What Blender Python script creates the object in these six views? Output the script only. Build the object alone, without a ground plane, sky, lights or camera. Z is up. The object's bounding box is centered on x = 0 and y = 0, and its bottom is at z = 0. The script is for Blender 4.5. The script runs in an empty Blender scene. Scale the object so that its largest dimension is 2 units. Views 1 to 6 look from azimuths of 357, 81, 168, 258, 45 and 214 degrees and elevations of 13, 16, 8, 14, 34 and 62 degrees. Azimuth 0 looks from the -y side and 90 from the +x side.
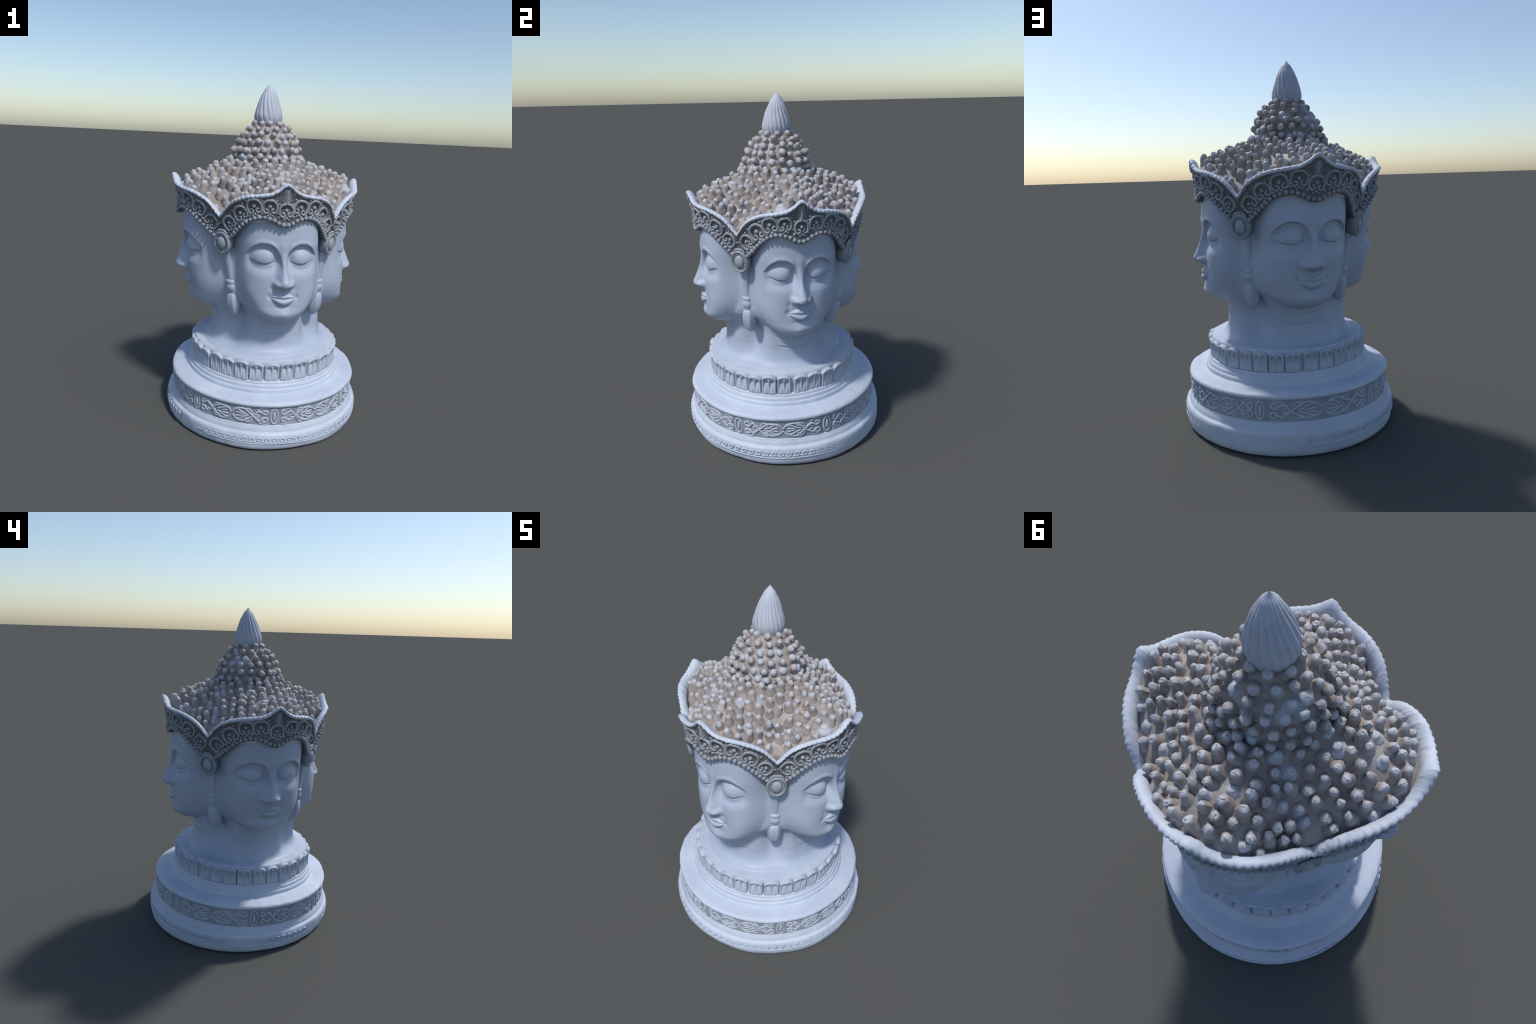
"""Four-faced serene head on a round two-tier lotus pedestal, cast in pale resin."""
import bpy, math, random
import numpy as np
from mathutils import Matrix, Vector, noise as mnoise

random.seed(7)
rng = np.random.default_rng(7)
TURN = math.radians(6.0)            # the four faces are turned a little on the pedestal

# --------------------------------------------------------------------------- helpers
def pchip(x, xs, ys):
    """Smooth monotone cubic through control points."""
    xs = np.asarray(xs, float); ys = np.asarray(ys, float)
    h = np.diff(xs); d = np.diff(ys) / h
    m = np.zeros(len(xs)); m[0] = d[0]; m[-1] = d[-1]
    for i in range(1, len(xs) - 1):
        if d[i-1] * d[i] > 0:
            w1 = 2*h[i] + h[i-1]; w2 = h[i] + 2*h[i-1]
            m[i] = (w1 + w2) / (w1 / d[i-1] + w2 / d[i])
    x = np.clip(np.asarray(x, float), xs[0], xs[-1])
    k = np.clip(np.searchsorted(xs, x, side='right') - 1, 0, len(xs) - 2)
    t = (x - xs[k]) / h[k]
    return ((2*t**3 - 3*t**2 + 1) * ys[k] + (t**3 - 2*t**2 + t) * h[k] * m[k]
            + (-2*t**3 + 3*t**2) * ys[k+1] + (t**3 - t**2) * h[k] * m[k+1])

def sstep(a, b, x):
    t = np.clip((x - a) / (b - a), 0, 1)
    return t * t * (3 - 2 * t)

def smax(a, b, k):
    h = np.clip(k - np.abs(a - b), 0, None) / k
    return np.maximum(a, b) + h * h * k * 0.25

def gauss(x, s):
    return np.exp(-(x / s) ** 2)

def axis(z):
    """The figure leans slightly: where its upright axis is at height z."""
    zs = [0, .3, .6, .94, 1.47, 2.0]
    return (np.interp(z, zs, [0, 0, 0, -.0155, -.037, -.039]),
            np.interp(z, zs, [0, 0, -.020, -.016, -.025, -.011]))

def place(P, quarter=0):
    """Canonical head frame (front = -y) -> world: quarter turn, head turn, lean."""
    P = np.asarray(P, float)
    a = TURN + quarter * math.pi / 2
    az = np.arctan2(P[..., 0], -P[..., 1]) + a
    a = a + math.radians(3.3) * np.cos(az - math.radians(328)) * sstep(.52, .66, P[..., 2])
    c, s = np.cos(a), np.sin(a)
    z = P[..., 2]
    wx, wy = c*P[..., 0] - s*P[..., 1], s*P[..., 0] + c*P[..., 1]
    wy = wy * (1 - np.interp(z, [.60, .80, .95, 1.25, 1.45, 1.65], [0, .008, .012, .046, .046, 0])
               * np.where(wy > 0, np.interp(z, [1.1, 1.25], [.3, .65]), 1.0))
    wx = wx * (1 + np.where(wx < 0, .028, 0) * np.interp(z, [.80, .90, 1.02, 1.25, 1.35], [-.5, .35, 1, 1, 0]) * sstep(.66, .74, z))
    corner_w = np.sin(2 * (az - TURN)) ** 2 * np.clip(-wx / .25, 0, 1) * np.clip(.65 + wy, .35, 1)  # two corners sit a little further in
    wx = wx + .034 * corner_w * np.interp(z, [.60, .80, 1.30, 1.50], [0, 1, 1, 0])
    out_w = np.sin(2 * (az - TURN)) ** 2 * np.clip(wx / .25, 0, 1) * np.clip(wy / .25, 0, 1)   # one corner stands further out
    k = .018 * out_w * np.interp(z, [.66, .85, 1.35, 1.55], [0, .6, 1, 0])
    wx = wx + k; wy = wy + k
    ox, oy = axis(z)
    return np.stack([wx + ox, wy + oy, z], -1)

def tilt(P):
    """The pedestal's tiers rise a little toward the back."""
    P = np.array(P, float)
    k = np.interp(P[..., 2], [0, .05, .10, .30, .50], [0, .012, .025, .029, .022])
    P[..., 2] += k * P[..., 1]
    P[..., 1] += np.interp(P[..., 2], [0, .10, .28, .36, .50], [.002, 0, -.008, -.014, -.014])
    return P

def new_mesh(name, V, F, mat, smooth=True, angle=None):
    me = bpy.data.meshes.new(name)
    me.from_pydata([tuple(v) for v in np.asarray(V).reshape(-1, 3)], [], [tuple(int(i) for i in f) for f in F])
    me.validate(); me.update()
    if smooth:
        me.polygons.foreach_set('use_smooth', [True] * len(me.polygons))
        if angle:
            me.set_sharp_from_angle(angle=math.radians(angle))
    if mat: me.materials.append(mat)
    return me

def add(name, me, parent, matrix=None, kind=None):
    ob = bpy.data.objects.new(name, me)
    bpy.context.scene.collection.objects.link(ob)
    ob.parent = parent
    if matrix is not None: ob.matrix_world = matrix
    if kind: ob["kind"] = kind
    return ob

def grid_faces(nr, nc, wrap=False, flip=False):
    F = []
    for i in range(nr - 1):
        for j in range(nc if wrap else nc - 1):
            a, b = i*nc + j, i*nc + (j+1) % nc
            q = (a, b, b + nc, a + nc)
            F.append(q[::-1] if flip else q)
    return F

def catmull(pts, n):
    P = np.asarray(pts, float)
    P = np.vstack([2*P[0] - P[1], P, 2*P[-1] - P[-2]])
    out = []
    for i in range(1, len(P) - 2):
        for t in np.linspace(0, 1, n, endpoint=False):
            a, b, c, d = P[i-1], P[i], P[i+1], P[i+2]
            out.append(.5*((2*b) + (c-a)*t + (2*a-5*b+4*c-d)*t*t + (-a+3*b-3*c+d)*t**3))
    out.append(P[-2])
    return np.array(out)

def tube(P, R, sides=8):
    P = np.asarray(P, float); n = len(P); R = np.broadcast_to(R, n)
    V = []; up = None
    T = np.gradient(P, axis=0); T /= np.linalg.norm(T, axis=1)[:, None] + 1e-9
    for i in range(n):
        if up is None:
            up = np.cross(T[i], [0.3, .5, .81]); up /= np.linalg.norm(up)
        up = up - T[i]*(up @ T[i]); up /= np.linalg.norm(up) + 1e-9
        sd = np.cross(T[i], up)
        for k in range(sides):
            a = 2*math.pi*k/sides
            V.append(P[i] + R[i]*(math.cos(a)*up + math.sin(a)*sd))
    F = grid_faces(n, sides, wrap=True, flip=True)
    F.append(tuple(range(sides))); F.append(tuple(range((n-1)*sides, n*sides))[::-1])
    return V, F

def sphere(c, r, nu=12, nv=8, scale=(1, 1, 1)):
    V = []
    for i in range(nv + 1):
        b = -math.pi/2 + math.pi*i/nv
        for j in range(nu):
            a = 2*math.pi*j/nu
            V.append((c[0] + r*scale[0]*math.cos(b)*math.cos(a), c[1] + r*scale[1]*math.cos(b)*math.sin(a),
                      c[2] + r*scale[2]*math.sin(b)))
    return V, grid_faces(nv + 1, nu, wrap=True)

def merge(parts):
    V = []; F = []
    for v, f in parts:
        o = len(V); V.extend([tuple(p) for p in v]); F.extend([tuple(i + o for i in q) for q in f])
    return V, F

def lathe(profile, n=48):
    V = []
    for r, z in profile:
        for j in range(n):
            a = 2*math.pi*j/n
            V.append((r*math.cos(a), r*math.sin(a), z))
    return np.array(V), grid_faces(len(profile), n, wrap=True)

def fnoise(V, scale, seed=0.0):
    return np.array([mnoise.noise(Vector((p[0]*scale + seed, p[1]*scale, p[2]*scale))) for p in V])

# --------------------------------------------------------------------------- materials
def material(name, stops, scale=6.0, rough=.62, bump=.15, bscale=90, detail=5, fine=None, tip=None, rand=0):
    m = bpy.data.materials.new(name); m.use_nodes = True
    nt = m.node_tree; N = nt.nodes; L = nt.links
    b = N['Principled BSDF']; b.inputs['Roughness'].default_value = rough
    if 'Specular IOR Level' in b.inputs: b.inputs['Specular IOR Level'].default_value = .35
    tc = N.new('ShaderNodeTexCoord')
    n1 = N.new('ShaderNodeTexNoise'); n1.inputs['Scale'].default_value = scale
    n1.inputs['Detail'].default_value = detail; n1.inputs['Roughness'].default_value = .6
    L.new(tc.outputs['Object'], n1.inputs['Vector'])
    r = N.new('ShaderNodeValToRGB'); els = r.color_ramp.elements
    for i, (p, c) in enumerate(stops):
        e = els[i] if i < 2 else els.new(p)
        e.position = p; e.color = (*c, 1)
    L.new(n1.outputs['Fac'], r.inputs['Fac'])
    col = r.outputs['Color']
    if fine:                         # fine specks of another colour
        n2 = N.new('ShaderNodeTexNoise'); n2.inputs['Scale'].default_value = fine[0]; n2.inputs['Detail'].default_value = 3
        L.new(tc.outputs['Object'], n2.inputs['Vector'])
        r2 = N.new('ShaderNodeValToRGB'); r2.color_ramp.elements[0].position = fine[2]; r2.color_ramp.elements[1].position = fine[3]
        L.new(n2.outputs['Fac'], r2.inputs['Fac'])
        mx = N.new('ShaderNodeMix'); mx.data_type = 'RGBA'
        L.new(r2.outputs['Color'], mx.inputs[0]); L.new(col, mx.inputs[6]); mx.inputs[7].default_value = (*fine[1], 1)
        col = mx.outputs[2]
    if tip:                          # paler tip of each lock along its own length
        sp = N.new('ShaderNodeSeparateXYZ'); L.new(tc.outputs['Object'], sp.inputs[0])
        ad = N.new('ShaderNodeMath'); ad.operation = 'MULTIPLY_ADD'
        L.new(n1.outputs['Fac'], ad.inputs[0]); ad.inputs[1].default_value = .02; L.new(sp.outputs['Z'], ad.inputs[2])
        r3 = N.new('ShaderNodeMapRange'); r3.inputs[1].default_value = tip[1]; r3.inputs[2].default_value = tip[2]
        L.new(ad.outputs[0], r3.inputs[0])
        mx = N.new('ShaderNodeMix'); mx.data_type = 'RGBA'
        L.new(r3.outputs[0], mx.inputs[0]); L.new(col, mx.inputs[6]); mx.inputs[7].default_value = (*tip[0], 1)
        col = mx.outputs[2]
    if rand:
        oi = N.new('ShaderNodeObjectInfo'); hs = N.new('ShaderNodeHueSaturation')
        mr = N.new('ShaderNodeMapRange'); mr.inputs[3].default_value = 1 - rand; mr.inputs[4].default_value = 1 + rand
        L.new(oi.outputs['Random'], mr.inputs[0]); L.new(mr.outputs[0], hs.inputs['Value']); L.new(col, hs.inputs['Color'])
        col = hs.outputs['Color']
    L.new(col, b.inputs['Base Color'])
    nb = N.new('ShaderNodeTexNoise'); nb.inputs['Scale'].default_value = bscale; nb.inputs['Detail'].default_value = 4
    L.new(tc.outputs['Object'], nb.inputs['Vector'])
    bp = N.new('ShaderNodeBump'); bp.inputs['Strength'].default_value = bump; bp.inputs['Distance'].default_value = .004
    L.new(nb.outputs['Fac'], bp.inputs['Height']); L.new(bp.outputs['Normal'], b.inputs['Normal'])
    return m

M_SKIN = material('smooth_resin', [(.3, (.345, .40, .505)), (.7, (.39, .45, .56))], scale=5, rough=.5, bump=.06)  # darker than the pedestal: some of the faces' shade is in this colour
M_BASE = material('pale_resin', [(.3, (.42, .45, .55)), (.5, (.44, .50, .60)), (.7, (.49, .55, .645))], scale=4, rough=.6, bump=.12)  # lowered and greyed toward lavender for shade on the pedestal's sides
M_RELIEF = material('relief_resin', [(.3, (.36, .40, .47)), (.7, (.43, .48, .57))], scale=18, rough=.6, bump=.15)
M_FRIEZE = material('frieze_ground', [(.3, (.25, .27, .31)), (.7, (.32, .35, .41))], scale=14, rough=.65, bump=.2)
M_CROWN = material('dark_crown_ground', [(.3, (.10, .10, .10)), (.7, (.165, .17, .185))], scale=22, rough=.6, bump=.25)  # dark ground, set well below the ornaments' tone
M_ORN = material('worn_ornament', [(.3, (.20, .215, .24)), (.7, (.31, .34, .39))], scale=30, rough=.55, bump=.2)
M_RIM = material('rim_resin', [(.3, (.44, .48, .56)), (.7, (.52, .58, .68))], scale=16, rough=.6, bump=.15)
M_HAIR = material('tan_scalp', [(.3, (.24, .195, .17)), (.5, (.31, .27, .25)), (.72, (.37, .365, .385))], scale=9, rough=.65, bump=.2)
M_CURL = material('tan_curl', [(.3, (.25, .21, .19)), (.5, (.32, .285, .27)), (.7, (.37, .36, .37))], scale=14, rough=.6, bump=.2,
                  tip=((.43, .45, .495), .028, .050), rand=.10)
M_FINIAL = material('finial_resin', [(.3, (.36, .38, .44)), (.7, (.44, .48, .57))], scale=8, rough=.6, bump=.15)
M_GEM = material('gem_resin', [(.3, (.26, .29, .33)), (.7, (.34, .38, .45))], scale=16, rough=.5, bump=.15)

# --------------------------------------------------------------------------- root
root = bpy.data.objects.new('four_faced_bust', None)
bpy.context.scene.collection.objects.link(root)
root["label"] = "pale resin bust with four serene crowned faces on pedestal"
root["category"] = "statue"

# --------------------------------------------------------------------------- head: four faces + neck in one skin
def core_radius(z, u=0.0):
    """Radius of neck and head core; u = 0 at a face's middle, 1 at a corner."""
    mid = pchip(z, [.44, .475, .487, .50, .52, .55, .59, .66, .72, .80, 1.4],
                [.40, .393, .372, .358, .347, .340, .335, .335, .345, .388, .398])
    dip = pchip(z, [.44, .50, .56, .64, .70, .76, .84, 1.4], [0, .022, .044, .058, .056, .030, 0, 0])
    return mid - dip * sstep(.45, 1, np.abs(u)) ** 1.3

def face_depth(x, z):
    """Depth of one face in front of the upright axis, at sideways x and height z."""
    a = np.abs(x)
    P = pchip(z, [.60, .70, .75, .80, .87, .93, 1.0, 1.05, 1.10, 1.15, 1.22, 1.30, 1.40],
              [.476, .478, .478, .473, .474, .473, .475, .478, .484, .491, .492, .486, .47])
    y = P - 1.0 * x * x
    # nose
    nh = pchip(z, [.88, .895, .905, .917, .930, .943, .965, 1.0, 1.05, 1.09, 1.13, 1.19],
               [0, .006, .018, .049, .064, .066, .056, .040, .020, .009, .004, 0])
    nw = pchip(z, [.88, .935, .96, 1.0, 1.04, 1.08, 1.13], [.040, .038, .034, .029, .025, .021, .019])
    y = y + nh * np.exp(-(a / nw) ** 2.7)
    y = y + .024 * np.exp(-((a - .042) / .015) ** 2 - ((z - .932) / .017) ** 2)
    y = y - .014 * np.exp(-((a - .019) / .009) ** 2 - ((z - .907) / .008) ** 2)
    # brow edge and eye socket
    zb = pchip(a, [0, .012, .020, .035, .06, .09, .12, .15, .175, .195, .215, .25],
               [1.03, 1.06, 1.09, 1.115, 1.138, 1.150, 1.151, 1.140, 1.12, 1.09, 1.06, 1.0])
    y = y - (.021 * sstep(0, 1, (zb - z) / (.009 + .020 * (1 - sstep(.015, .06, a)))) * (1 - sstep(0, .085, 1.05 - z)) * (1 - sstep(.165, .21, a))
             * sstep(.006, .02, a))
    y = y - .008 * np.exp(-((a - .042) / .018) ** 2 - ((z - 1.062) / .03) ** 2)
    y = y + .004 * gauss(z - zb - .008, .012) * sstep(.02, .05, a) * (1 - sstep(.14, .2, a))
    # closed eyelid
    e = ((a - .109) / .071) ** 2 + ((z - 1.062) / .056) ** 2
    lid = .025 * np.clip(1 - e, 0, 1)
    zl = pchip(a, [.035, .052, .08, .105, .135, .165, .185], [1.053, 1.049, 1.040, 1.037, 1.041, 1.052, 1.058])
    y = y + lid * (.42 + .58 * sstep(-.005, .003, z - zl))
    y = y - .0055 * gauss(z - zl + .001, .0042) * sstep(.045, .06, a) * (1 - sstep(.155, .172, a))
    y = y + .0015 * gauss(z - zl + .012, .008) * sstep(.05, .07, a) * (1 - sstep(.13, .16, a))
    # cheeks
    y = y + .008 * np.exp(-((a - .105) / .055) ** 2 - ((z - .94) / .06) ** 2)
    # mouth
    zm = .850 + .006 * (a / .072) ** 2 - .003 * gauss(a, .012)
    zt = pchip(a, [0, .012, .03, .05, .072, .09], [.874, .881, .876, .867, .860, .860])
    taper = np.clip(1 - (a / .074) ** 2, 0, 1)
    t = (z - zm) / np.maximum(zt - zm, .006)
    y = y + .019 * taper * np.clip(1 - (2*t - .85) ** 2 / 1.10, 0, 1) ** .8
    zbl = zm - .010 - .033 * np.clip(1 - (a / .064) ** 2, 0, 1)
    t = (zm - z) / (zm - zbl)
    y = y + .021 * np.clip(1 - (a / .068) ** 2, 0, 1) ** .8 * np.clip(1 - (2*t - .85) ** 2 / 1.10, 0, 1) ** .65
    y = y - .004 * gauss(z - zm, .0036) * (1 - sstep(.060, .078, a))
    y = y - .006 * np.exp(-((a - .076) / .013) ** 2 - ((z - .857) / .016) ** 2)
    y = y - .004 * np.exp(-((a - .066) / .012) ** 2 - ((z - .905) / .02) ** 2)
    y = y - .003 * gauss(a, .007) * gauss(z - .888, .012)
    y = y - .006 * np.exp(-(a / .035) ** 2 - ((z - .803) / .011) ** 2)
    y = y + .008 * np.exp(-(a / .036) ** 2 - ((z - .757) / .024) ** 2)
    # rounded outline of the face: cheeks, jaw and chin fall back
    dz = np.clip(.95 - z, 0, None)
    sx = a / .254; sz = dz / .246
    rho = (sx ** 2.1 + sz ** 2.1) ** (1 / 2.1)
    w = sz ** 2 / (sx ** 2 + sz ** 2 + 1e-6)
    s = np.clip((rho - 1) * .239, -1, .12)
    y = y - (.15 * (1 - w) + .05 * w) * np.exp(s / (.034 * (1 - w) + .019 * w))
    return y

NU = 240
dens = lambda z: np.where(z < .68, .004, np.where(z < .76, .002, np.where(z < 1.17, .0023, .006)))
zr = [.46]
while zr[-1] < 1.325: zr.append(zr[-1] + float(dens(np.array(zr[-1]))))
zr = np.array(zr)
uu = np.linspace(-1, 1, NU + 1)
uu = uu - .10 * np.sin(math.pi * 2 * np.abs(uu)) * np.sign(uu) * -1   # denser near the cheeks' edge
U, Z = np.meshgrid(uu, zr)
RC = core_radius(Z, U)
X = RC * np.sin(U * math.pi / 4)
fd = face_depth(X, Z)
neck_d = RC * np.cos(U * math.pi / 4)
a_ = np.abs(X)
for z0 in (.648, .592):
    neck_d = neck_d - .007 * gauss(Z - z0 - .9 * X * X, .004) * (1 - sstep(.07, .13, a_))
neck_d = neck_d - .010 * sstep(.80, 1.0, np.abs(U)) * (1 - sstep(.66, .74, Z)) * 0
Y = smax(fd, neck_d, .03)
# regions of the skin
regs = np.full(Z.shape, 0)                         # 0 face
regs[(neck_d > fd - .004) & (Z < .80)] = 1         # neck
nose_r = (a_ < .05) & (Z > .893) & (Z < 1.06) & (face_depth(X*0 + .06, Z) < fd - .006) & (a_ < .012 + .9*np.clip(1.06 - Z, 0, .045))
regs[nose_r] = 2
regs[(a_ < .072) & (Z > .80) & (Z < .884) & (np.abs(Z - .846) < .036 * np.clip(1 - (a_/.074)**2, 0, 1)**.6)] = 3
regs[(((a_ - .108)/.060)**2 + ((Z - 1.064)/.05)**2 < 1) & (Z > pchip(a_, [.035, .052, .08, .105, .135, .165, .185],
     [1.053, 1.049, 1.040, 1.037, 1.041, 1.052, 1.058]) - .003)] = 4

FACE_SWING = (.07, .005, -.03, .025)
nr = len(zr)
V = []; R = []; Q = []
for q in range(4):
    swing = FACE_SWING[q] * X * (1 - sstep(.70, 1.0, np.abs(U))) * sstep(.68, .80, Z)   # each face looks slightly aside
    P = np.stack([X[:, :-1], -(Y + swing)[:, :-1], Z[:, :-1]], -1)
    V.append(place(P, q)); R.append(regs[:, :-1]); Q.append(np.full((nr, NU), q))
V = np.concatenate(V, 1); R = np.concatenate(R, 1); Q = np.concatenate(Q, 1)
nc = V.shape[1]
VF = V.reshape(-1, 3)
FB = np.array(grid_faces(nr, nc, wrap=True))
body = new_mesh('body_skin', VF, FB, None)
nrm = np.zeros(len(VF) * 3); body.vertices.foreach_get('normal', nrm); nrm = nrm.reshape(-1, 3)
fr = R.reshape(-1)[FB[:, 0]]; fq = Q.reshape(-1)[FB[:, 0]]
fx = np.concatenate([X[:, :-1]] * 4, 1).reshape(-1)[FB[:, 0]]

def split_part(name, mask, parent):
    f = FB[mask]; ids, inv = np.unique(f.reshape(-1), return_inverse=True)
    me = new_mesh(name, VF[ids], inv.reshape(-1, 4), M_SKIN)
    me.normals_split_custom_set_from_vertices([tuple(n) for n in nrm[ids]])
    return add(name, me, parent)

neck = split_part('neck', fr == 1, root)
for q in range(4):
    face = split_part('face', (fr == 0) & (fq == q), root)
    split_part('nose', (fr == 2) & (fq == q), face)
    split_part('lips', (fr == 3) & (fq == q), face)
    for sd in (-1, 1):
        split_part('eyelid', (fr == 4) & (fq == q) & (fx * sd > 0), face)
bpy.data.meshes.remove(body)

# --------------------------------------------------------------------------- crown
def cr_fold(th):
    th = np.asarray(th, float)
    return np.degrees(np.abs(th))                       # 0 at a face's middle, 45 at a corner

def cr_low(th):
    d = cr_fold(th)
    z = pchip(d, [0, 3, 8, 14, 20, 25, 30, 36, 41, 45], [1.243, 1.249, 1.272, 1.283, 1.272, 1.247, 1.210, 1.165, 1.135, 1.12])
    r = pchip(d, [0, 15, 25, 32, 38, 45], [.516, .512, .492, .468, .450, .440])
    return r, z

def cr_high(th):
    d = cr_fold(th)
    z = pchip(d, [0, 1.5, 5, 10, 16, 23, 30, 36, 40, 43, 45], [1.474, 1.468, 1.442, 1.420, 1.411, 1.402, 1.384, 1.356, 1.326, 1.297, 1.281])
    r = pchip(d, [0, 8, 16, 25, 33, 40, 45], [.552, .544, .535, .519, .502, .486, .476])
    return r, z

def cr_point(th, z, off=0.0):
    """Point on the crown's outer face at angle th (0 = middle of a face) and height z."""
    r0, z0 = cr_low(th); r1, z1 = cr_high(th)
    h = (z - z0) / (z1 - z0)
    r = r0 + (r1 - r0) * np.clip(h, -.1, 1.1) ** 1 - .010 * np.sin(np.clip(h, 0, 1) * math.pi) + off
    return np.stack([r * np.sin(th), -r * np.cos(th), z + 0 * r], -1)

crown = bpy.data.objects.new('crown', None)
bpy.context.scene.collection.objects.link(crown); crown.parent = root

NTH = 300
th = np.linspace(-math.pi/4, math.pi/4, NTH + 1)
r0, z0 = cr_low(th); r1, z1 = cr_high(th)
arc = np.concatenate([[0], np.cumsum(np.hypot(np.diff(th) * .5, np.diff(z1)))])
ripple = .5 + .5 * np.cos(arc / .0255 * 2 * math.pi)
rows = []
def cyl(r, z): return np.stack([r * np.sin(th), -r * np.cos(th), z + 0 * th], -1)
rows.append(cyl(np.minimum(r0 - .05, .40), z0 + .012))
rows.append(cyl(r0 - .018, z0 + .000))
rows.append(cyl(r0 - .004, z0 - .002))
rows.append(cyl(r0 + .001, z0 + .004))
for h in np.linspace(.06, .94, 26):
    rows.append(cr_point(th, z0 + (z1 - .016 - z0) * h))
panel_rows = len(rows)
zin = z1 - .004
rows.append(cyl(r1 - .003, z1 - .017))
rows.append(cyl(r1 + .002 + .004 * ripple, z1 - .012))
rows.append(cyl(r1 + .003 + .0045 * ripple, z1 - .005))
rows.append(cyl(r1 - .001 + .003 * ripple, z1 + .002))
rows.append(cyl(r1 - .010, z1 + .004))
rows.append(cyl(r1 - .022, z1 - .001))
rows.append(cyl(r1 - .034, z1 - .012))
rows.append(cyl(r1 - .043, z1 - .030))
rows.append(cyl(r1 - .047, z1 - .080))
rows.append(cyl(r1 - .048, z1 - .150))
rows = np.array(rows)
VC = np.concatenate([place(rows[:, :-1], q) for q in range(4)], 1)
ncr = VC.shape[1]
VC = VC.reshape(-1, 3)
FC = np.array(grid_faces(len(rows), ncr, wrap=True))
VC = VC + (.0020 * fnoise(VC, 45) + .0016 * fnoise(VC, 110, 5.0))[:, None] * np.array([1, 1, .6])
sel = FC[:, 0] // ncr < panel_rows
def sub(V, F):
    ids, inv = np.unique(F.reshape(-1), return_inverse=True)
    return V[ids], inv.reshape(F.shape)
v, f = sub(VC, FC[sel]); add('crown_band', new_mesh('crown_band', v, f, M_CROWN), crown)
v, f = sub(VC, FC[~sel]); add('crown_rim', new_mesh('crown_rim', v, f, M_RIM), crown)

def on_crown(pts, th0, z0, rot, off, q):
    """Flat ornament points (right, up, outward) laid on the crown at (th0, z0), turned by rot."""
    pts = np.asarray(pts, float)
    c, s = math.cos(rot), math.sin(rot)
    px = c*pts[:, 0] - s*pts[:, 1]; pz = s*pts[:, 0] + c*pts[:, 1]
    r0_ = float(np.linalg.norm(cr_point(np.array([th0]), np.array([z0]))[0, :2]))
    tt = np.clip(th0 + px / r0_, -math.pi/4, math.pi/4); zz = z0 + pz
    P = cr_point(tt, zz, off + pts[:, 2])
    over = (th0 + px / r0_) - tt
    P[:, 0] += over * r0_ * .7; P[:, 1] += np.abs(over) * r0_ * .7
    return place(P, q)

# a horseshoe volute: arch with its ends curled inward, a bud and a small trefoil under it
half = [(0, .036), (.018, .033), (.032, .019), (.036, .0), (.033, -.018), (.022, -.028), (.011, -.024),
        (.008, -.014), (.015, -.008), (.021, -.013)]
half_s = catmull(half, 6)
volute_line = np.vstack([half_s[::-1] * [-1, 1], half_s[1:]])

def volute(th0, z0, rot, size, q, name='volute'):
    n = len(volute_line)
    rad = (.0080 - .0030 * np.abs(np.linspace(-1, 1, n)) ** 1.5) * (size ** .5)
    line = np.column_stack([volute_line * size, np.full(n, 0.0)])
    parts = [tube(on_crown(line, th0, z0, rot, .003, q), rad, 8)]
    c = on_crown([(0, .004*size, 0.0)], th0, z0, rot, .002, q)[0]
    parts.append(sphere(c, .0100*size))
    for dx, dy, rr in ((0, -.034, .0085), (-.012, -.041, .007), (.012, -.041, .007), (-.040, -.030, .0075), (.040, -.030, .0075), (-.037, .034, .006), (.037, .034, .006)):
        c = on_crown([(dx*size, dy*size, 0)], th0, z0, rot, .0, q)[0]
        parts.append(sphere(c, rr*size))
    v, f = merge(parts)
    add(name, new_mesh(name, v, f, M_ORN), crown)

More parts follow.
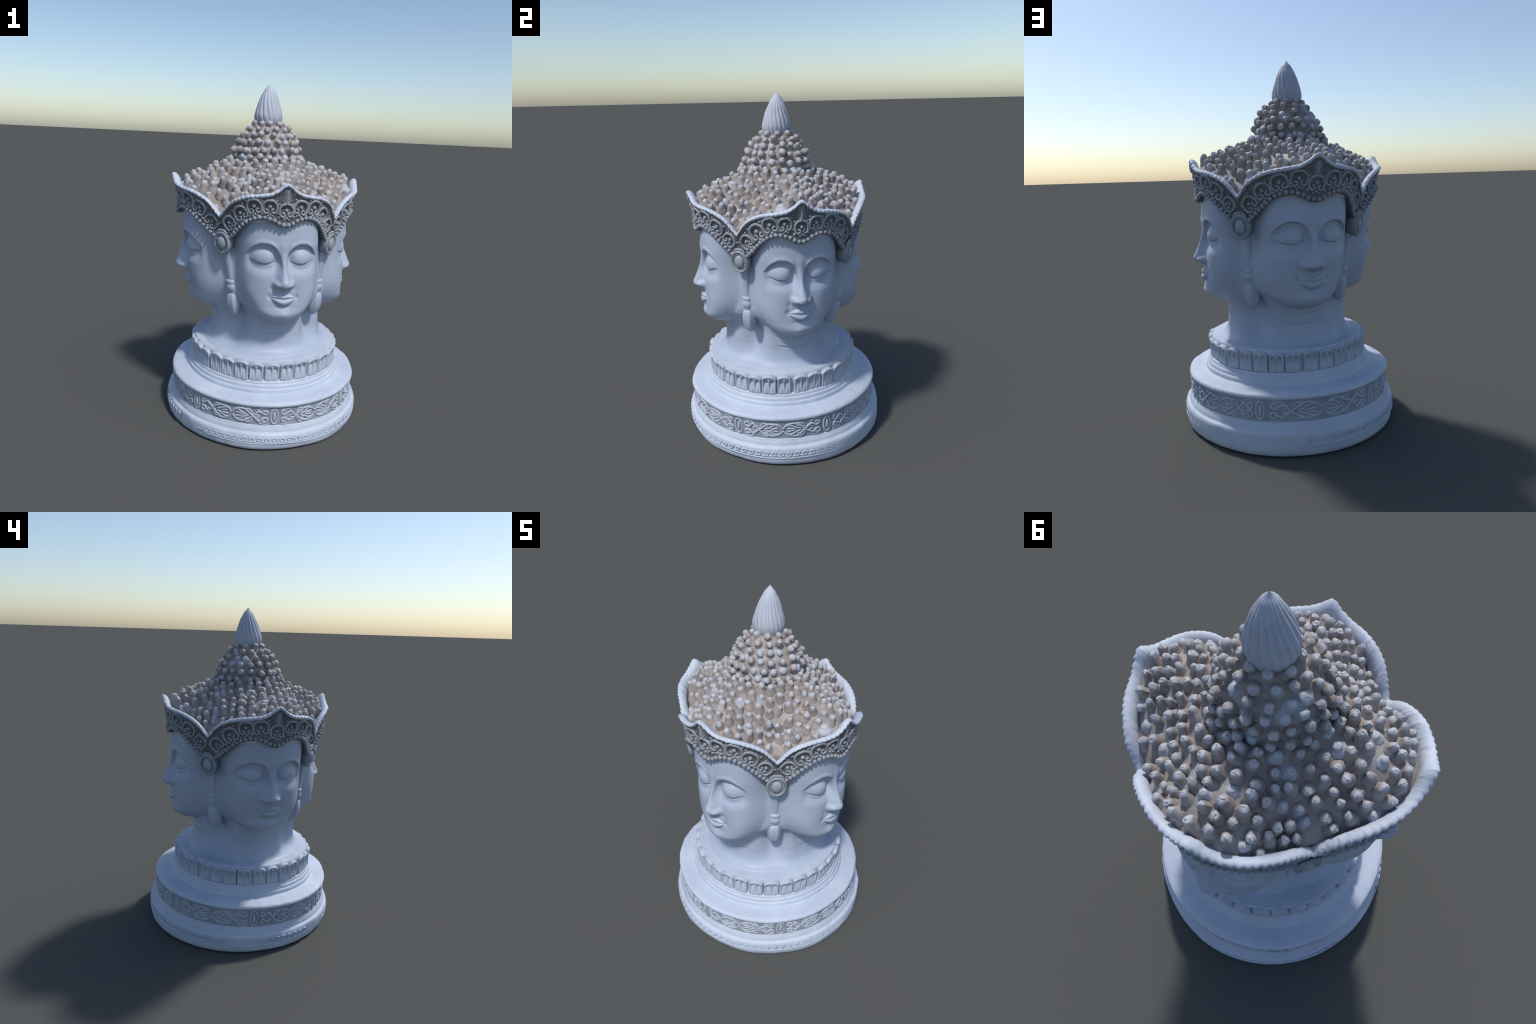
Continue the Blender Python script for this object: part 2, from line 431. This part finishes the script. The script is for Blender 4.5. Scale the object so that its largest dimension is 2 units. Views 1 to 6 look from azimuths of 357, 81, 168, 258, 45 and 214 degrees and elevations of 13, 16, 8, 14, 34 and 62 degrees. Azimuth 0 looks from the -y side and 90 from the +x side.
bead_mesh = new_mesh('bead', *sphere((0, 0, 0), 1, 12, 8), M_ORN)
for q in range(4):
    jt = lambda s: float(rng.normal(0, s))
    volute(jt(.004), 1.330, jt(.05), 1.05, q)
    for sgn in (-1, 1):
        for d, z, rot, size in ((9.7, 1.350, -.08, 1.10), (19.3, 1.342, -.22, 1.14), (28.6, 1.302, -.55, 1.14), (37.6, 1.238, -.85, 1.08)):
            volute(sgn * math.radians(d) + jt(.006), z + jt(.003), sgn * rot + jt(.08), size * (1 + jt(.04)), q)
    # pointed leaf on the middle of each panel
    parts = []
    spine = catmull([(0, 0), (.001, .035), (0, .075)], 8)
    parts.append(tube(on_crown(np.column_stack([spine, np.zeros(len(spine))]), 0, 1.368, 0, .003, q),
                      np.linspace(.009, .003, len(spine)), 8))
    for sgn in (-1, 1):
        for k in range(5):
            y0 = .004 + .013 * k; ln = .026 * (1 - .13 * k)
            vein = catmull([(sgn*.003, y0), (sgn*ln*.6, y0 + .010), (sgn*ln, y0 + .020)], 5)
            parts.append(tube(on_crown(np.column_stack([vein, np.zeros(len(vein))]), 0, 1.368, 0, .001, q),
                              np.linspace(.0055, .003, len(vein)), 7))
    v, f = merge(parts); add('leaf_ornament', new_mesh('leaf_ornament', v, f, M_ORN), crown)
    # row of beads along the lower edge
    tt = np.linspace(-math.pi/4, math.pi/4, 900)
    rr, zz = cr_low(tt)
    L = np.concatenate([[0], np.cumsum(np.sqrt((np.diff(tt) * .49) ** 2 + np.diff(zz) ** 2))])
    nb = 34
    for k in range(nb):
        s_ = L[-1] * (k + .5) / nb
        t_ = np.interp(s_, L, tt)
        if abs(math.degrees(t_)) > 41.5: continue
        _, zb_ = cr_low(np.array([t_]))
        p = place(cr_point(np.array([t_]), zb_ + .011, .003), q)[0]
        s = .0118 * (1 + jt(.08))
        M = Matrix.Translation(p) @ Matrix.Rotation(TURN + q*math.pi/2 + t_, 4, 'Z') @ Matrix.Diagonal((s*1.05, s*.95, s, 1))
        add('bead', bead_mesh, crown, M)

# corner rosettes
def rosette():
    prof = [(.0, .020), (.030, .018), (.034, .015), (.043, .015), (.046, .021), (.050, .024),
            (.055, .022), (.058, .014), (.058, 0), (.052, -.040), (0, -.045)]
    v, f = lathe(prof, 40)
    return v, f
rv, rf = rosette()
ros_mesh = new_mesh('rosette', rv, [t[::-1] for t in rf], M_ORN)
gem_mesh = new_mesh('gem', *sphere((0, 0, .017), 1, 24, 12, (.032, .032, .015)), M_GEM)
dots = merge([sphere((.0385*math.cos(a), .0385*math.sin(a), .016), .0048, 8, 6) for a in np.linspace(0, 2*math.pi, 20, endpoint=False)])
dot_mesh = new_mesh('rosette_grain', *dots, M_ORN)
for q in range(4):
    rq, zq = .438, (1.125, 1.128, 1.105, 1.128)[q]
    p = place(np.array([rq * math.sin(math.pi/4), -rq * math.cos(math.pi/4), zq]), q)
    az = TURN + q*math.pi/2 + math.pi/4
    M = Matrix.Translation(p) @ Matrix.Rotation(az, 4, 'Z') @ Matrix.Rotation(math.radians(90 + 6), 4, 'X') @ Matrix.Diagonal((.92, 1.12, 1, 1))
    ro = add('rosette', ros_mesh, root, M)
    for nm, me, kd in (('gem', gem_mesh, None), ('rosette_grain', dot_mesh, 'stuff')):
        add(nm, me, ro, M, kd)
    # small double curl covering the rosette's top
    for sgn in (-1, 1):
        pts = catmull([(0, .062), (sgn*.022, .060), (sgn*.036, .044), (sgn*.030, .030), (sgn*.016, .034), (sgn*.020, .044)], 6)
        w = [M @ Vector((x_, y_, .012)) for x_, y_ in pts]
        v, f = tube(np.array(w), np.linspace(.008, .005, len(w)), 8)
        add('curl_ornament', new_mesh('curl_ornament', v, f, M_ORN), crown)

# --------------------------------------------------------------------------- ear pendants
def loft(rings):
    n = len(rings[0]); V = np.concatenate(rings); return V, grid_faces(len(rings), n, wrap=True)
def section(cx, cy, z, wx, wy, n=28, lobes=0, amp=0, ph=0):
    a = np.linspace(0, 2*math.pi, n, endpoint=False)
    m = 1 + amp * np.cos(lobes * a + ph)
    e = 2.4
    c, s = np.cos(a), np.sin(a)
    return np.stack([cx + wx*m*np.sign(c)*np.abs(c)**(2/e), cy + wy*m*np.sign(s)*np.abs(s)**(2/e), np.full(n, z)], -1)
def pend_y(z):                       # radius of the pendant's centre line
    return -np.interp(z, [.68, .76, .86, .95, 1.10], [.340, .355, .370, .382, .410])
bar = [section(0, pend_y(z), z, w, d) for z, w, d in
       [(1.12, .024, .02), (1.07, .024, .02), (1.03, .023, .02), (.98, .0225, .02), (.93, .0225, .02), (.89, .023, .02), (.87, .02, .016)]]
collar = [section(0, pend_y(z), z, w, w * .95) for z, w in
          [(.909, .012), (.906, .027), (.899, .0310), (.889, .0315), (.882, .0285), (.878, .0300), (.870, .0345), (.856, .0355), (.845, .0325),
           (.838, .028), (.830, .028), (.822, .026), (.818, .01)]]
drop = [section(0, pend_y(z), z, w, w * 1.0, 40, 6, .04 * k, .5) for z, w, k in
        [(.830, .012, 0), (.828, .025, .3), (.816, .034, .8), (.795, .0395, 1.1), (.768, .0415, 1.3), (.742, .0400, 1.3), (.716, .0340, 1.0), (.696, .024, .6), (.684, .011, .3), (.681, .001, 0)]]
for q in range(4):
    ca, sa = math.cos(math.pi/4), math.sin(math.pi/4)
    def corner(v):
        v = np.array(v); return place(np.stack([ca*v[:, 0] - sa*v[:, 1], sa*v[:, 0] + ca*v[:, 1], v[:, 2]], -1), q)
    v, f = loft(bar); pend = add('ear_pendant', new_mesh('ear_pendant', corner(v), [t[::-1] for t in f], M_SKIN), root)
    v, f = loft(collar); add('pendant_collar', new_mesh('pendant_collar', corner(v), [t[::-1] for t in f], M_SKIN), pend)
    v, f = loft(drop); add('pendant_drop', new_mesh('pendant_drop', corner(v), [t[::-1] for t in f], M_SKIN), pend)

# --------------------------------------------------------------------------- hair
SC_S = [(.045, 1.772), (.075, 1.762), (.097, 1.742), (.124, 1.712), (.150, 1.676), (.167, 1.635), (.178, 1.595), (.192, 1.562),
        (.222, 1.541), (.27, 1.524), (.33, 1.506), (.40, 1.482), (.46, 1.452), (.52, 1.40)]
sr = catmull(SC_S, 6)
def scalp(th, k):
    """Scalp point for angle th (canonical) and profile parameter k in 0..1."""
    idx = k * (len(sr) - 1)
    r = np.interp(idx, np.arange(len(sr)), sr[:, 0]); z = np.interp(idx, np.arange(len(sr)), sr[:, 1])
    fold = (1 - np.cos(4 * th)) / 2                       # 0 over a face, 1 over a corner
    f45 = (th + math.pi/4) % (math.pi/2) - math.pi/4
    r = np.minimum(r, cr_high(f45)[0] - .036)
    dip = fold ** 1.1 * (.168 * sstep(.19, .50, r) + .01 * sstep(.17, .25, r))
    lean = .022 * r * (.87 * np.sin(th + TURN) - .5 * np.cos(th + TURN)) * sstep(.16, .30, r)
    return np.stack([r * np.sin(th), -r * np.cos(th), z - dip + lean - .006 * sstep(.18, .3, r)], -1)
TH, KK = np.meshgrid(np.linspace(0, 2*math.pi, 240, endpoint=False), np.linspace(0, 1, 90))
VS = scalp(TH, KK).reshape(-1, 3)
VS = VS + .006 * fnoise(VS, 14)[:, None] * np.array([.3, .3, 1])
VS = place(VS)
FS = np.array(grid_faces(90, 240, wrap=True, flip=True))
hair = add('hair', new_mesh('hair', VS, FS, M_HAIR), root)

def curl_mesh(seed, ball):
    rs = np.random.default_rng(seed)
    if ball:
        prof = [(.032, -.022), (.027, -.006), (.0205, .004), (.0185, .012), (.0185, .019), (.0165, .026), (.0120, .0315), (.005, .0345), (0, .035)]
    else:
        prof = [(.035, -.030), (.031, -.010), (.0250, .003), (.0195, .013), (.0165, .022), (.0150, .029), (.0115, .0345), (.005, .0375), (0, .038)]
    v, f = lathe(prof, 10)
    top = np.clip(v[:, 2] / .045, 0, 1)
    v[:, 0] *= 1 + rs.normal(0, .07, len(v)); v[:, 1] *= 1 + rs.normal(0, .07, len(v))
    v[:, 2] += rs.normal(0, .0016, len(v)) * top
    v[:, 0] += top ** 2 * rs.normal(0, .003); v[:, 1] += top ** 2 * rs.normal(0, .003)
    v = v + .0035 * fnoise(v, 60, seed)[:, None] * np.array([1, 1, .5])
    return new_mesh('hair_curl', v, f, M_CURL, angle=38)
cones = [curl_mesh(s, False) for s in range(6)]
balls = [curl_mesh(20 + s, True) for s in range(4)]
curls = []
seg = np.concatenate([[0], np.cumsum(np.hypot(*np.diff(sr, axis=0).T))])
s_cur = .032; ring = 0
while s_cur < seg[-1]:
    k = np.interp(s_cur, seg, np.arange(len(sr))) / (len(sr) - 1)
    r = np.interp(s_cur, seg, sr[:, 0])
    ush = r < .205
    n = max(8, int(round(2*math.pi*r / (.052 if ush else .0535))))
    for j in range(n):
        t = 2*math.pi*(j + .5*(ring % 2)) / n + rng.normal(0, .004/r)
        kk = k + rng.normal(0, .006)
        fold = ((t + math.pi/4) % (math.pi/2)) - math.pi/4
        rU, zU = cr_high(np.array([fold]))
        if r > rU[0] - .058: continue
        p = scalp(np.array(t), np.array(kk))
        e = 1e-3
        n_ = np.cross(scalp(np.array(t + e), np.array(kk)) - p, scalp(np.array(t), np.array(kk + e)) - p)
        n_ = n_ / np.linalg.norm(n_)
        if n_[2] < 0 and n_[2] < -.2: n_ = -n_
        if n_ @ np.array([p[0], p[1], .3]) < 0: n_ = -n_
        up = np.array([0, 0, 1.0])
        d = n_ * (1.0 if ush else .55) + up * (.05 if ush else .45) + rng.normal(0, .12, 3)
        d /= np.linalg.norm(d)
        c_, s_ = math.cos(TURN), math.sin(TURN)
        d = Vector((c_*d[0] - s_*d[1], s_*d[0] + c_*d[1], d[2]))
        sz = (.98 if ush else 1.0) * (1 + rng.normal(0, .08))
        hz = sz * (1 + rng.normal(0, .12))
        if rng.random() < .04: hz *= .5
        M = (Matrix.Translation(place(p)) @ d.to_track_quat('Z', 'Y').to_matrix().to_4x4()
             @ Matrix.Rotation(rng.uniform(0, 6.28), 4, 'Z') @ Matrix.Diagonal((sz, sz, hz, 1)))
        me = (balls if ush else cones)[int(rng.integers(0, 4 if ush else 6))]
        curls.append((sz * hz, me, M))
    s_cur += .043 if ush else .046
    ring += 1
curls.sort(key=lambda c: -c[0])
for _, me, M in curls[:300]:
    add('hair_curl', me, hair, M)
rest = []
for _, me, M in curls[300:]:
    vv = [tuple(M @ v.co) for v in me.vertices]; ff = [tuple(p.vertices) for p in me.polygons]
    rest.append((vv, ff))
if rest:
    v, f = merge(rest); add('hair_curl_mass', new_mesh('hair_curl_mass', v, f, M_CURL), hair, kind='stuff')
print('curls', len(curls))

# --------------------------------------------------------------------------- finial: ribbed lotus bud
fp = catmull([(.060, 1.755), (.070, 1.770), (.079, 1.790), (.0835, 1.812), (.079, 1.842), (.067, 1.884), (.053, 1.922), (.038, 1.952),
              (.024, 1.974), (.011, 1.988), (.0015, 2.0)], 6)
na = 144; V = []
for r, z in fp:
    t = (z - 1.77) / .23
    for j in range(na):
        a = 2*math.pi*j/na
        g = abs(math.sin(8.5*0 + 9*(a + .5*t) + .5*math.sin(2*a + 1) )) ** .45
        depth = .0095 * max(0, min(1, (1.05 - t) * 2.2)) * max(0, min(1, .45 + 2*t))
        V.append(((r - depth*(1-g)*(r/.08)**.5)*math.cos(a), (r - depth*(1-g)*(r/.08)**.5)*math.sin(a), z))
V = np.array(V); V = V + .002 * fnoise(V, 22)[:, None] * np.array([1, 1, 0])
V[:, 2] *= 2.0 / V[:, 2].max()
add('finial', new_mesh('finial', place(V), grid_faces(len(fp), na, wrap=True), M_FINIAL), root)

# --------------------------------------------------------------------------- pedestal
prof = [(.0, .0), (.40, 0), (.560, .0), (.588, .003), (.599, .012), (.603, .030), (.6035, .060), (.603, .095), (.601, .108), (.596, .114), (.588, .117), (.583, .119),
        (.5815, .124), (.580, .134), (.575, .143), (.571, .150), (.570, .155), (.567, .157)]
prof2 = [(.567, .157), (.5665, .200), (.567, .262), (.568, .267)]
prof3 = [(.568, .267), (.573, .270), (.577, .273), (.5785, .279), (.576, .287), (.571, .292), (.560, .296), (.530, .299), (.488, .302), (.480, .305), (.4785, .313), (.4775, .323),
         (.473, .327), (.468, .329), (.4665, .336), (.465, .344), (.460, .348), (.456, .350), (.455, .356), (.453, .362), (.446, .366), (.438, .368), (.433, .374), (.432, .40),
         (.435, .455), (.437, .466), (.435, .475), (.432, .481), (.410, .481), (.380, .481), (.320, .481)]
def lathe_dense(pr, n=360):
    V, F = lathe(pr, n)
    nz = fnoise(V * np.array([1, 1, 1.5]), 4.0); nf = fnoise(V, 17.0, 3.1); ng = fnoise(V, 60.0, 9.0)
    r = np.hypot(V[:, 0], V[:, 1]); k = np.where(r > .3, 1, 0)
    s = 1 + k * (.006 * nz + .0022 * nf + .001 * ng) / .55
    V[:, 0] *= s; V[:, 1] *= s
    V[:, 2] += np.where((V[:, 2] > .05) & (r > .3), .0022 * nf + .003 * nz, 0)
    return tilt(V), F
ped = bpy.data.objects.new('pedestal', None)
bpy.context.scene.collection.objects.link(ped); ped.parent = root
v, f = lathe_dense(prof); add('plinth', new_mesh('plinth', v, f, M_BASE, angle=50), ped)
v, f = lathe_dense(prof2); add('frieze_ground', new_mesh('frieze_ground', v, f, M_FRIEZE), ped)
v, f = lathe_dense(prof3); add('upper_tier', new_mesh('upper_tier', v, f, M_BASE, angle=50), ped)

def on_drum(pts, az, z0, R):
    """Flat points (along, up, outward) wrapped on a drum of radius R around azimuth az."""
    pts = np.asarray(pts, float)
    t = az + pts[:, 0] / R; r = R + pts[:, 2]
    return tilt(np.stack([r*np.sin(t), -r*np.cos(t), z0 + pts[:, 1]], -1))

# lotus petals: arched frame with two hollow lobes
def petal_patch(w, h, seed):
    rs = np.random.default_rng(seed)
    nx, nz = 41, 41
    x = np.linspace(-1, 1, nx); t = np.linspace(0, 1, nz)
    Xp, T = np.meshgrid(x, t)
    topz = h * (1 - .20 * np.abs(Xp) ** 2.6)               # rounded top outline
    Zp = T * topz
    px = Xp * w / 2
    edge = np.minimum(w/2 - np.abs(px), topz - Zp)
    H = .019 * sstep(-.002, .007, edge) + .004 * T
    for sd in (-1, 1):                                     # two arched hollows side by side
        lx = (px - sd * w * .195) / (w * .165)
        top = h * .80 * (1 - .16 * np.clip(np.abs(lx), 0, 1) ** 2.2)
        e2 = np.minimum((1 - np.abs(lx)) * w * .165, top - Zp)
        H = H - sstep(-.001, .006, e2) * (.003 + .014 * sstep(.10, .95, Zp / top))
        H = H + .005 * np.clip(1 - lx ** 2, 0, 1) * sstep(.001, .006, e2) * (1 - sstep(.55, .9, Zp / top))
    H = H + .006 * sstep(.78, .97, T) * sstep(0, .008, edge)
    return np.stack([px, Zp, H], -1).reshape(-1, 3), grid_faces(nz, nx)
NP = 32
for i in range(NP):
    w = 2*math.pi*.447/NP * (.97 + rng.normal(0, .025)); h = .109 + rng.normal(0, .003)
    pts, f = petal_patch(w, h, i)
    az = 2*math.pi*(i + .3)/NP + rng.normal(0, .008)
    fade = .80 + .30*rng.random()
    pts[:, 2] = pts[:, 2] * fade - .001
    Pw = on_drum(pts, az, .368, .434)
    n0 = len(Pw); nx = 41; nz = 41
    back = on_drum(pts * [1, 1, 0] + [0, 0, -.012], az, .368, .434)
    ring_i = list(range(nx)) + [r*nx + nx-1 for r in range(1, nz)] + [(nz-1)*nx + c for c in range(nx-2, -1, -1)] + [r*nx for r in range(nz-2, 0, -1)]
    F = list(f)
    for a, b in zip(ring_i, ring_i[1:] + ring_i[:1]): F.append((b, a, a + n0, b + n0))
    add('lotus_petal', new_mesh('lotus_petal', np.vstack([Pw, back]), F, M_RELIEF), ped)

# main frieze: upright ovals linked by crossing S-scrolls and fan leaves
ovals = [math.radians(d) for d in (4, 53.5, 105, 153, 217, 268.5, 316)]
RZ, RR = .212, .567
def drum_tube(pts, az, rad, n=6, z0=RZ, R=RR):
    p = catmull(pts, n); p = np.column_stack([p, np.zeros(len(p))])
    k = np.linspace(-1, 1, len(p))
    return tube(on_drum(p, az, z0, R), rad * (1 - .35*np.abs(k)**3), 7)
for i, az in enumerate(ovals):
    ring_p = [(.021*math.cos(a), .045*math.sin(a)) for a in np.linspace(0, 2*math.pi, 15)]
    parts = [drum_tube(ring_p, az, .0065)]
    c = on_drum(np.array([[0, 0, .001]]), az, RZ, RR)[0]
    vs, fs = sphere((0, 0, 0), 1, 14, 10)
    rot = Matrix.Rotation(az, 3, 'Z')
    vs = [tuple(np.array(rot @ Vector((p[0]*.010, p[1]*.008, p[2]*.031))) + c) for p in vs]
    parts.append((vs, fs))
    v, f = merge(parts); add('oval_boss', new_mesh('oval_boss', v, f, M_RELIEF), ped)
    for sgn, other in ((1, ovals[(i+1) % 7]), (-1, ovals[(i-1) % 7])):
        gap = ((other - az) * sgn) % (2*math.pi) * RR / 2
        k = gap / .25
        parts = []
        for up in (-1, 1):
            j = lambda: float(rng.normal(0, .0022))
            T = lambda pts: [(sgn*(x*k + j()), up*y + j()) for x, y in pts]
            parts.append(drum_tube(T([(.058, .020), (.066, .026), (.062, .036), (.048, .034), (.042, .021), (.050, .010), (.066, .012),
                                      (.086, .028), (.104, .018), (.125, 0), (.146, -.020), (.170, -.036), (.200, -.040), (.228, -.028), (.248, -.006)]), az, .0066))
            parts.append(drum_tube(T([(.036, .047), (.06, .050), (.085, .044), (.098, .032)]), az, .0045))
            parts.append(drum_tube(T([(.128, .006), (.134, .026), (.148, .040), (.164, .038), (.168, .026), (.156, .022), (.150, .030)]), az, .0055))
            parts.append(drum_tube(T([(.150, .004), (.178, .012), (.205, .028), (.232, .024)]), az, .0055))
            parts.append(drum_tube(T([(.182, .003), (.205, .009), (.228, .012)]), az, .0050))
            parts.append(drum_tube(T([(.085, .004), (.098, .010), (.108, .006)]), az, .0045))
        v, f = merge(parts); add('scrollwork', new_mesh('scrollwork', v, f, M_RELIEF), ped)

# small running scroll around the lowest ring
wave = catmull([(-.024, -.010), (-.012, -.013), (.004, -.012), (.015, -.003), (.012, .009), (.0, .012), (-.009, .005), (-.006, -.004), (.002, -.003)], 5)
wv, wf = tube(np.column_stack([wave[:, 0], np.zeros(len(wave)), wave[:, 1]]), .0042, 6)
sv, sf = sphere((.018, 0, .010), .004, 8, 6)
wv, wf = merge([(wv, wf), (sv, sf)])
wave_mesh = new_mesh('running_scroll', wv, wf, M_BASE)
step = .043 / .603
nw = int(2*math.pi/step)
for i in range(nw):
    az = 2*math.pi*i/nw; d = math.degrees(az) % 360
    if 118 < d < 172 or 306 < d < 322: continue
    c = on_drum(np.array([[0, 0, -.0008]]), az, .080, .6045)[0]
    s = 1 + rng.normal(0, .05)
    M = Matrix.Translation(c) @ Matrix.Rotation(az, 4, 'Z') @ Matrix.Rotation(rng.normal(0, .06), 4, 'Y') @ Matrix.Diagonal((s, 1, s*.95, 1))
    add('running_scroll', wave_mesh, ped, M)
v, f = [], []
fil = []
for lo, hi in ((175, 303), (325, 475)):
    a = np.radians(np.linspace(lo, hi, 160))
    pts = tilt(np.stack([.6035*np.sin(a), -.6035*np.cos(a), .054 + .0015*np.sin(a*9)], -1))
    fil.append(tube(pts, .0045, 6))
v, f = merge(fil); add('fillet', new_mesh('fillet', v, f, M_BASE), ped)
